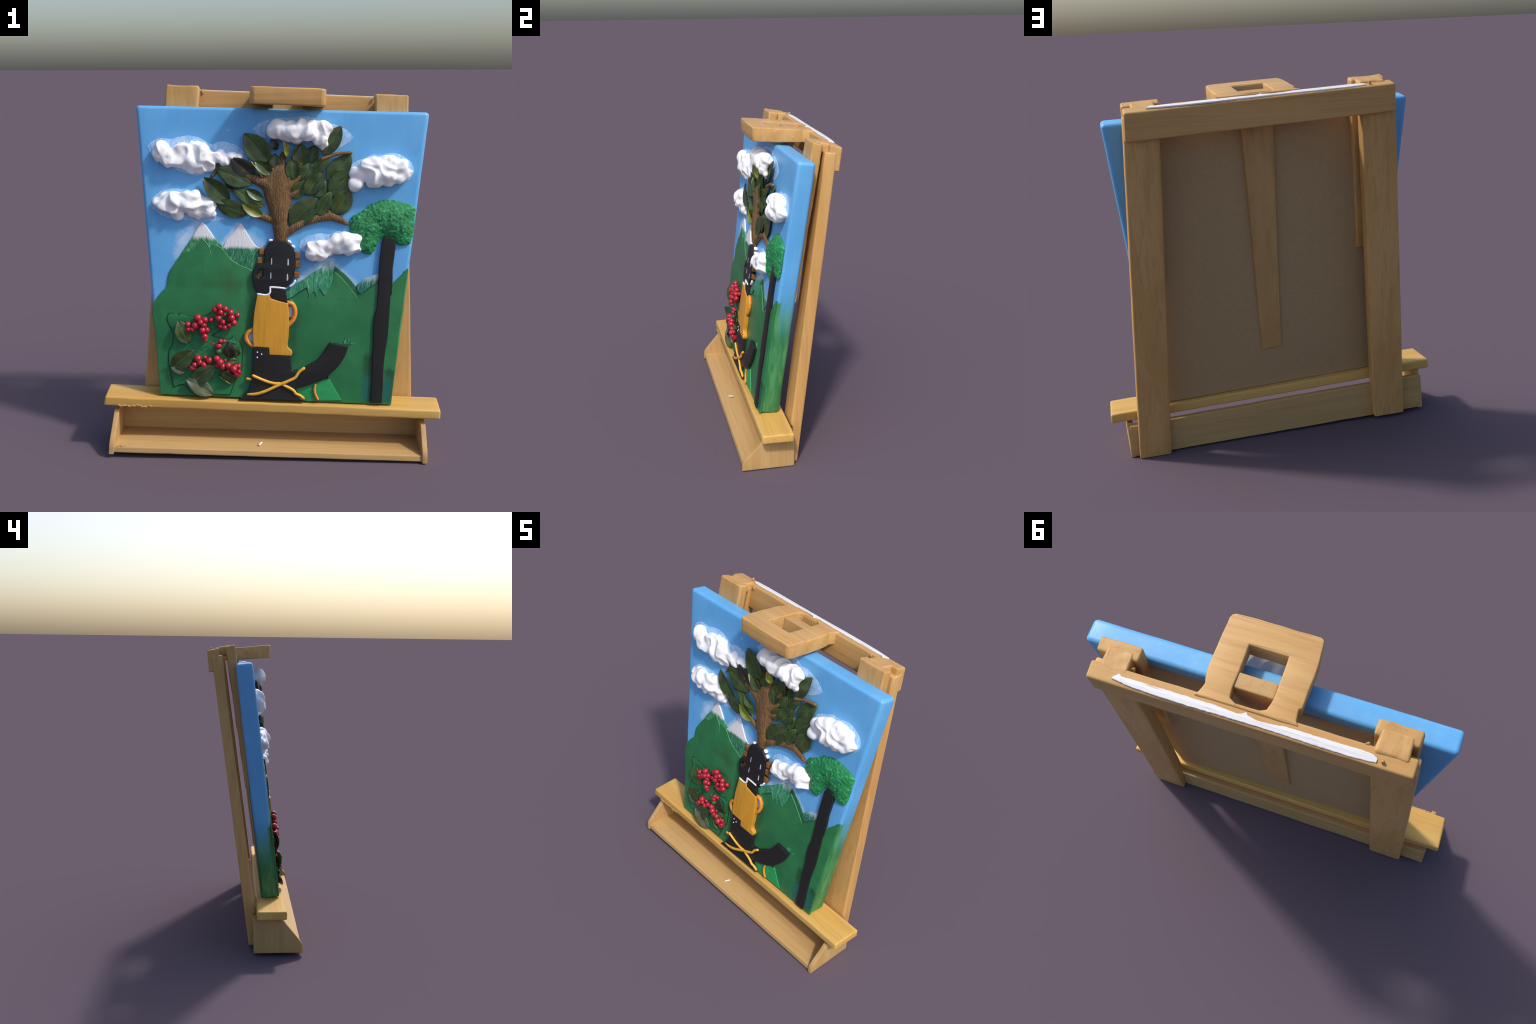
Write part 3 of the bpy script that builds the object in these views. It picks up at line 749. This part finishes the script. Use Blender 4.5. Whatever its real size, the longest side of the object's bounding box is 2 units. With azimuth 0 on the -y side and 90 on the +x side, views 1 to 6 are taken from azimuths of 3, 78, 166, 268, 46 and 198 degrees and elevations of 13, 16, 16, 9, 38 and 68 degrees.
    plank("tray_back", [(-0.868, -0.028, 0.022), (-0.862, -0.028, 0.230), (-0.868, -0.002, 0.019), (-0.862, 0.006, 0.230),
                        (0.842, -0.038, 0.004), (0.842, -0.038, 0.190), (0.842, -0.008, 0.002), (0.842, 0.000, 0.190)], 0.006, easel, PALE["X"], 0.05)
    side = [(-0.322, 0.004), (-0.318, 0.058), (-0.306, 0.080), (-0.196, 0.212), (-0.028, 0.232), (-0.026, 0.206), (0.000, 0.203), (-0.002, 0.0)]
    for x0, lean, dz, dy in ((-0.886, 0.014, 0.018, 0.0), (0.820, 0.002, 0.0015, -0.006)):
        me = slab_mesh("tray_cheek", [smooth_outline(side, corner=8, spacing=0.02)], 0, 0.028, 0.004)
        for v in me.vertices:
            y, z, x = v.co
            tall = 1.0 if dz > 0.01 else 0.84
            v.co = (x0 + x + lean * min(1, z / 0.2), y + dy, z * tall + dz)
        shade(me, 35)
        link("tray_cheek", me, easel, PALE["Z"])
    # torn splinters beside the left block and on the rail
    for x, y, z, r in ((-0.398, 0.236, 1.955, 0.016), (-0.388, 0.242, 1.940, 0.012), (-0.470, 0.290, 1.968, 0.011), (0.560, 0.225, 1.925, 0.010)):
        me = ellipsoids("torn_splinter", [((0, 0, 0), (r * 0.5, r * 0.6, r)), ((r * 0.4, 0.003, r * 0.4), (r * 0.3, r * 0.3, r * 0.7))], 0.002, 2)
        displace(me, lambda p, q: ripple(p, 200, 0.003, x))
        link("torn_splinter", me, easel, PALE["Z"], Matrix.Translation((x, y, z)))
    # a flake of dry paint and a knocked-out knot in the tray
    me = tube_mesh("paint_flake", [(-0.062, -0.262, 0.062), (-0.052, -0.242, 0.066), (-0.046, -0.225, 0.064)], 0.0055, 0.5)
    link("paint_flake", me, easel, MAT["white"])
    for x, y, z, r in ((-0.815, -0.304, 0.065, 0.013), (-0.795, -0.300, 0.065, 0.010), (-0.835, -0.306, 0.065, 0.008), (-0.770, -0.288, 0.064, 0.007)):
        me = ellipsoids("knot_splinter", [((0, 0, 0), (r, r * 0.6, r * 0.45)), ((r * 0.7, 0.002, 0), (r * 0.6, r * 0.4, r * 0.3))], 0.0016, 2)
        displace(me, lambda p, q: ripple(p, 300, 0.0012, x))
        link("knot_splinter", me, easel, PALE["X"], Matrix.Translation((x, y, z)))
    # rough scrape under the front edge of the ledge
    balls = [((-0.84 + 0.012 * i + R.uniform(-.004, .004), -0.213 + R.uniform(-.002, .002), zl(-0.8) - 0.044 - R.uniform(0, .012)), (R.uniform(0.008, 0.014), 0.003, R.uniform(0.002, 0.006))) for i in range(16)]
    me = ellipsoids("ledge_scrape", balls, 0.0015, 2)
    displace(me, lambda p, q: ripple(p, 220, 0.0022, 4))
    link("ledge_scrape", me, easel, PALE["X"], kind="stuff")


build_easel()

# ------------------------------------------------------------------ the painting
painting = empty("relief_painting", "trapezoid relief painting with tree, clouds, hills and berries", "painting", FRAME)


def build_canvas():
    plank("canvas", [(-0.642, 0.0, -0.114), (-0.640, 0.0, 0.001), (-0.804, 1.590, -0.106), (-0.802, 1.590, 0.001),
                     (0.642, 0.0, -0.114), (0.640, 0.0, 0.001), (0.776, 1.592, -0.104), (0.772, 1.592, 0.001)], 0.020, painting, MAT["canvas"], 0.05, 0.0012)
    me = slab_mesh("linen_backing", [[(-0.625, 0.012), (0.625, 0.012), (0.64, 1.52), (-0.64, 1.52)]], -0.003, 0.003, 0.001)
    for v in me.vertices:
        v.co.z += -0.1155 + 0.006 * v.co.y
    shade(me)
    link("linen_backing", me, painting, MAT["linen"])


def build_hills():
    slab("mountain", OUTLINE["second_peak"], -0.006, 0.008, 0.004, painting, MAT["second_peak"])
    slab("mountain", OUTLINE["left_peak"], -0.006, 0.009, 0.004, painting, MAT["left_peak"])
    hill = slab("hill", OUTLINE["left_hill"], -0.006, 0.011, 0.005, painting, MAT["left_hill"])
    for v in hill.data.vertices:  # thick at the summit, thinning out towards the foot
        if v.co.z > 0:
            v.co.z *= min(1.0, 0.5 + 0.8 * max(0.0, v.co.y - 0.12)) + 0.12 * min(1, max(0, (v.co.x + 0.62) / 0.4))
    slab("hill", OUTLINE["back_ridge"], -0.006, 0.006, 0.003, painting, MAT["back_ridge"])
    slab("hill", OUTLINE["right_hill"], -0.006, 0.010, 0.004, painting, MAT["right_hill"])
    slab("mountain", OUTLINE["brush_peak"], -0.006, 0.014, 0.003, painting, MAT["brush_peak"], jitter=0.002)
    slab("mountain", OUTLINE["brush_ridge"], -0.006, 0.011, 0.003, painting, MAT["brush_ridge"], jitter=0.002)
    slab("berry_patch", OUTLINE["berry_patch"], -0.004, 0.012, 0.0035, painting, MAT["patch"])
    slab("tent", OUTLINE["tent"], 0.0, 0.016, 0.002, painting, MAT["tent"])
    for key, z in (("ridge_a", 0.0100), ("ridge_b", 0.0105), ("ridge_c", 0.0085), ("ridge_d", 0.0085)):
        tube("ridge_highlight", LINE[key], z, 0.0030, painting, MAT["ridge"], 0.8)  # paler green tubes put the highlight along the ridges into the colour
    # raised green strokes dragged up into the snow
    for x0, x1, y0, zz, key in ((-45.5, -38.5, 88.0, 0.0085, "left_hill"), (-28.5, -14.5, 82.0, 0.0075, "second_peak")):
        for i in range(11):
            x = x0 + (x1 - x0) * (i + R.uniform(-0.3, 0.3)) / 10
            y = y0 - (1.2 * abs(i - 5) * (key == "left_hill")) * 0.6
            tube("brush_stroke", [(x, y - 3.0), (x + 0.1, y), (x + R.uniform(-0.2, 0.3), y + R.uniform(0.8, 3.0))], zz, lambda k: 0.0026 * (1.1 - k), painting, MAT[key], 0.8)
    groove_shade = smooth_outline(cm(OUTLINE["berry_patch"]), spacing=0.012)
    me = tube_mesh("patch_groove_shade", [(p.x, p.y, 0.008) for p in groove_shade + groove_shade[:1]], 0.0036, 1.0, False)  # added dark tube in place of a recess; its shade is in the colour
    link("patch_groove_shade", me, painting, MAT["groove_shade"])
    # blades of grass brushed behind the horn
    for i in range(9):
        a, b = Vector((37 + 0.5 * i, 32.6 - 0.05 * i)), Vector((36.2 + 0.85 * i, 35.2 + 1.3 * math.sin(i * 0.6) * 0.9))
        tube("grass_blade", [a, (a + b) / 2 + Vector((0.2, 0.3)), b], 0.011, 0.0024, painting, MAT["brush_peak"], 0.8)


def build_clouds():
    for key in "abcde":
        slab("cloud_halo", HALO[key], -0.004, 0.0022, 0.0009, painting, MAT["halo"], jitter=0.003)
        rise = {"a": -0.010, "b": -0.011, "c": 0.026, "d": 0.007, "e": 0.001}[key]
        balls = []
        for (s, t, r) in CLOUD[key]:
            r = r / 100 * 1.10
            balls.append(((s / 100, t / 100 - 0.008, rise + 0.45 * r), (r, r * 0.96, r * 0.92)))
        me = ellipsoids("cloud", balls, 0.0060, 3)
        me = remesh(me, "cloud", 0.0060, 14)
        seed = R.random() * 30

        def fold(p, q, seed=seed):
            a = Vector((p.x * 12 + seed, p.y * 12, p.z * 12))
            a = a + Vector((noise.noise(a * 0.6), noise.noise(a * 0.6 + Vector((9, 3, 1))), noise.noise(a * 0.6 + Vector((2, 7, 5))))) * 0.9
            return 0.032 * (0.22 - abs(noise.noise(a))) + 0.007 * (0.2 - abs(noise.noise(a * 2.1 + Vector((4, 4, 4))))) + 0.009 * noise.noise(a * 0.8)

        displace(me, fold)
        me = remesh(me, "cloud", 0.0045, 1)
        for p in me.polygons:
            p.use_smooth = True
        link("cloud", me, painting, MAT["cloud"])


def build_tree():
    balls = []
    for key, nodes in TRUNK.items():
        for (a, b) in zip(nodes, nodes[1:]):
            k = max(2, int(math.dist(a[:2], b[:2]) / 0.7))
            for i in range(k):
                u = i / k
                s, t, r = (a[j] + (b[j] - a[j]) * u for j in range(3))
                high = (min(0.6 * r / 100, 0.028) + 0.004) * min(1.0, 0.35 + max(0.0, t - 88) * 0.08)
                balls.append(((s / 100, t / 100, 0.010), (r / 100, r / 100, high)))
    me = ellipsoids("tree_trunk", balls, 0.0042, 2)

    def bark(p, q):
        return 0.0013 * noise.noise(Vector((p.x * 150, p.y * 30, p.z * 60))) + 0.002 * noise.noise(Vector((p.x * 40, p.y * 14, 3)))

    displace(me, bark)
    link("tree_trunk", me, painting, MAT["bark"])
    tube("twig", LINE["twig_r"], 0.022, lambda k: 0.0112 - 0.002 * k, painting, MAT["twig"])
    tube("twig", LINE["twig_l"][:2], 0.010, 0.009, painting, MAT["twig"])


def leaf_mesh(name, length, width, cup, arch, twist, wave_amp, seed):
    """Leathery leaf: x along the midrib, y across; cupped, arched, with real thickness."""
    nu, nv = 22, 12
    bm = bmesh.new()
    layers = []
    for side in (1, -1):
        grid = []
        for i in range(nu + 1):
            u = i / nu
            w = 0.57 * width * max(0.0, 1 - abs(2 * u ** 0.90 - 1) ** 2.0) ** 0.85
            if i in (0, nu):
                w = width * 0.02
            row = []
            for j in range(nv + 1):
                v = 2 * j / nv - 1
                y = v * w
                z = cup * (v * v) * w + arch * math.sin(math.pi * u) + twist * v * w * (u - 0.4)
                z += wave_amp * noise.noise(Vector((u * 2.6 + seed, v * 1.3, seed)))
                z -= 0.0016 * math.exp(-((y / 0.003) ** 2))
                rim = 1 - max(abs(v) ** 6, (abs(2 * u - 1)) ** 10)
                z += side * (0.0012 + 0.0024 * rim)
                row.append(bm.verts.new((u * length, y, z)))
            grid.append(row)
        layers.append(grid)
        for i in range(nu):
            for j in range(nv):
                q = (grid[i][j], grid[i + 1][j], grid[i + 1][j + 1], grid[i][j + 1])
                bm.faces.new(q if side > 0 else q[::-1])
    a, b = layers
    ring = [(i, 0) for i in range(nu)] + [(nu, j) for j in range(nv)] + [(i, nv) for i in range(nu, 0, -1)] + [(0, j) for j in range(nv, 0, -1)]
    for (p, q) in zip(ring, ring[1:] + ring[:1]):
        bm.faces.new((a[p[0]][p[1]], b[p[0]][p[1]], b[q[0]][q[1]], a[q[0]][q[1]]))
    me = bpy.data.meshes.new(name)
    bm.to_mesh(me)
    bm.free()
    return shade(me, 80)


def add_leaf(spec, base, lift, mat, cup, roll=0.0, arch=0.006, parent=None):
    s0, t0, s1, t1, w = spec
    tip, root = Vector((s0, t0, 0)) / 100, Vector((s1, t1, 0)) / 100
    d = tip - root
    length = d.length
    me = leaf_mesh("leaf", length, w / 100, cup, arch, R.uniform(-0.25, 0.25), R.uniform(0.003, 0.008), R.random() * 40)
    pitch = math.atan2(lift, length)
    m = Matrix.Translation((root.x, root.y, base)) @ Matrix.Rotation(math.atan2(d.y, d.x), 4, "Z") @ Matrix.Rotation(-pitch, 4, "Y") @ Matrix.Rotation(roll, 4, "X")
    link("leaf", me, painting, mat, m)


def build_leaves():
    kinds = {16: "dark_leaf", 21: "dark_leaf", 17: "lime_leaf", 20: "lime_leaf", 26: "lime_leaf", 28: "dark_leaf", 29: "dark_leaf"}
    low = {2, 4, 5, 12, 11, 14, 29, 28, 8}
    for i, spec in enumerate(LEAF["tree"]):
        base = (0.010 if i in low else 0.019) + R.uniform(-0.002, 0.003)
        roll = R.uniform(-0.16, 0.16)
        cup = R.uniform(0.0, 0.38)
        if i == 20:
            roll, base, cup = 1.1, 0.030, 0.2
        if i == 17:
            roll, base, cup = 0.7, 0.030, 0.4
        if i in (19, 25, 26):
            cup = 0.5
        add_leaf(spec, base, 0.035 if i == 17 else R.uniform(0.0, 0.010), MAT[kinds.get(i, "leaf")], cup, roll, 0.004)
    for i, spec in enumerate(LEAF["berry"]):
        kind = {2: "pale_leaf", 4: "pale_leaf", 9: "lime_leaf", 6: "dark_leaf", 5: "leaf"}.get(i, "leaf")
        add_leaf(spec, 0.019 + R.uniform(0, 0.004), R.uniform(0.004, 0.020), MAT[kind], R.uniform(0.0, 0.35), R.uniform(-0.2, 0.25) if i != 9 else 0.9)


def build_berries():
    bm = bmesh.new()
    bmesh.ops.create_icosphere(bm, subdivisions=4, radius=1.0)
    for v in bm.verts:
        p = v.co.copy()
        v.co *= 1 - 0.10 * math.exp(-((p - Vector((0.5, -0.4, 0.77))).length / 0.16) ** 2) + 0.03 * noise.noise(p * 1.3)
    me = bpy.data.meshes.new("berry")
    bm.to_mesh(me)
    bm.free()
    for p in me.polygons:
        p.use_smooth = True
    me.materials.append(MAT["berry"])
    placed = []
    for (s, t, r) in BERRY:
        crowd = sum(math.dist((s, t), q[:2]) < 3.6 for q in BERRY) - 1
        z = 0.026 + 0.0034 * min(crowd, 6) + R.uniform(-0.003, 0.006)
        m = Matrix.Translation((s / 100, t / 100, z)) @ Matrix.Rotation(R.uniform(0, 6.28), 4, Vector((R.uniform(-1, 1), R.uniform(-1, 1), 0.4)).normalized()) @ Matrix.Diagonal((r / 100 * 1.12, r / 100 * R.uniform(1.02, 1.14), r / 100 * 1.10, 1))
        link("berry", me, painting, None, m)
    g = me.copy()
    g.materials.clear()
    g.materials.append(MAT["green_berry"])
    s, t, r = GREEN_BERRY
    link("unripe_berry", g, painting, None, Matrix.Translation((s / 100, t / 100, 0.028)) @ Matrix.Scale(r / 100, 4))
    # bare stalks peeking out between the fruit
    for a, b in (((-41.5, 26.6), (-37.6, 29.4)), ((-37.9, 38.0), (-30, 40.5)), ((-28.5, 32.0), (-22.5, 31.0))):
        tube("berry_stalk", [a, ((a[0] + b[0]) / 2, (a[1] + b[1]) / 2 + 0.5), b], 0.014, 0.0032, painting, MAT["patch"])


def build_figure():
    slab("headstock", OUTLINE["headstock"], 0.0, 0.033, 0.006, painting, MAT["black"], holes=[OUTLINE["headstock_hole"]])
    for (s, t), wd in zip(LINE["slots"], (0.004, 0.0062, 0.004, 0.006)):
        tube("slot", [(s, t + 2.0), (s, t), (s, t - 2.0)], 0.0325, lambda k, wd=wd: wd * (0.55 + 0.45 * k), painting, MAT["grey"], 0.6)
    half = ((1.45, 1.9), (1.45, 1.95), (1.6, 1.6), (1.5, 1.8), (1.5, 1.75), (1.45, 1.4))
    for (s, t), (a, b), z in zip(LINE["bricks"], half, (0.030, 0.030, 0.028, 0.024, 0.024, 0.016)):
        c = [((s + i) / 100, (t + j) / 100, k) for i in (-a, a) for j in (-b, b) for k in (-0.002, z)]
        plank("tuning_peg", c, 0.005, painting, MAT["brick"], 0.01, 0.0012)
    for i, (s, t) in enumerate(LINE["whites"]):
        c = [((s + a) / 100, (t + b - 0.35 * a * (i > 0)) / 100, k) for a in (-1.1, 1.1) for b in (-0.75, 0.75) for k in (0.0, 0.024)]
        plank("white_dab", c, 0.006, painting, MAT["white"], 0.01, 0.001)
    slab("collar", OUTLINE["collar"], 0.0, 0.033, 0.004, painting, MAT["black"])
    slab("cup", OUTLINE["cup"], 0.0, 0.037, 0.004, painting, MAT["orange"])
    slab("boot", OUTLINE["boot"], 0.0, 0.035, 0.005, painting, MAT["black"])
    slab("horn", OUTLINE["horn"], 0.0, 0.034, 0.004, painting, MAT["black"])
    tube("collar_trim", LINE["white_a"], 0.034, 0.0055, painting, MAT["white"], 0.8)
    tube("collar_trim", LINE["white_b"], 0.018, 0.0065, painting, MAT["white"], 1.4)
    for key in ("ring_r", "ring_l"):
        tube("cup_handle", LINE[key], 0.018, 0.0125, painting, MAT["ring"], 1.0, False)
    for (s, t) in (LINE["inner_r"][0], LINE["inner_l"][0]):
        c = [((s + a) / 100, (t + b) / 100, k) for a in (-1.6, 1.6) for b in (-3.2, 3.2) for k in (-0.002, 0.014)]
        plank("handle_gap_plate", c, 0.006, painting, MAT["grey"], 0.02, 0.0)  # solid grey plate added inside the handle; no opening is cut
    tube("lace", LINE["lace_a"], lambda k: 0.037 - 0.012 * max(0, k - 0.75) * 4, 0.0082, painting, MAT["lace"])
    tube("lace", LINE["lace_b"], lambda k: 0.041 - 0.014 * max(0, 0.25 - k) * 4, 0.0085, painting, MAT["lace"])
    tube("lace", LINE["stub_a"], 0.027, 0.0075, painting, MAT["lace"])
    tube("lace", LINE["stub_b"], 0.022, 0.0065, painting, MAT["lace"])
    tube("hook", LINE["hook"], 0.021, 0.0072, painting, MAT["ring"])
    dot = ellipsoids("eyelet", [((0, 0, 0), (0.0045, 0.0045, 0.0035))], 0.001, 2)
    for p in dot.polygons:
        p.use_smooth = True
    for (s, t) in LINE["spots"]:
        link("eyelet", dot, painting, MAT["white"], Matrix.Translation((s / 100, t / 100, 0.035)))
    bead = dot.copy()
    bead.materials.clear()
    s, t = LINE["bead"][0]
    link("bead", bead, painting, MAT["black"], Matrix.Translation((s / 100, t / 100, 0.02)) @ Matrix.Scale(1.8, 4))
    slab("pole", OUTLINE["pole"], 0.0, 0.022, 0.004, painting, MAT["black"])
    # tufted crown on the pole
    me = slab_mesh("tree_crown", [smooth_outline(cm(OUTLINE["canopy"]), jitter=0.004)], -0.004, 0.029, 0.012)
    me = remesh(me, "tree_crown", 0.0042, 4)

    def tuft(p, q):
        k = 0.006 * noise.noise(Vector((p.x * 16, p.y * 16, 2))) + 0.004 * noise.noise(p * 70) + 0.003 * noise.noise(p * 150)
        return k

    rim = np.array([tuple(p) for p in smooth_outline(cm(OUTLINE["canopy"]))])
    for v in me.vertices:  # dome: thin at the rim, full in the middle
        d = np.sqrt(((rim - np.array(v.co[:2])) ** 2).sum(1).min())
        if v.co.z > 0:
            v.co.z *= 0.45 + 0.85 * math.sin(min(1.0, d / 0.085) * math.pi / 2)
    me.update()
    displace(me, tuft)
    link("tree_crown", me, painting, MAT["canopy"])
    s, t = LINE["speck"][0]
    me = ellipsoids("paint_blob", [((0, 0, 0), (0.008, 0.006, 0.004)), ((-0.006, 0.002, 0), (0.004, 0.004, 0.003))], 0.0012, 2)
    for p in me.polygons:
        p.use_smooth = True
    link("paint_blob", me, painting, MAT["halo"], Matrix.Translation((s / 100, t / 100, 0.001)))


build_canvas()
build_hills()
build_clouds()
build_tree()
build_leaves()
build_berries()
build_figure()
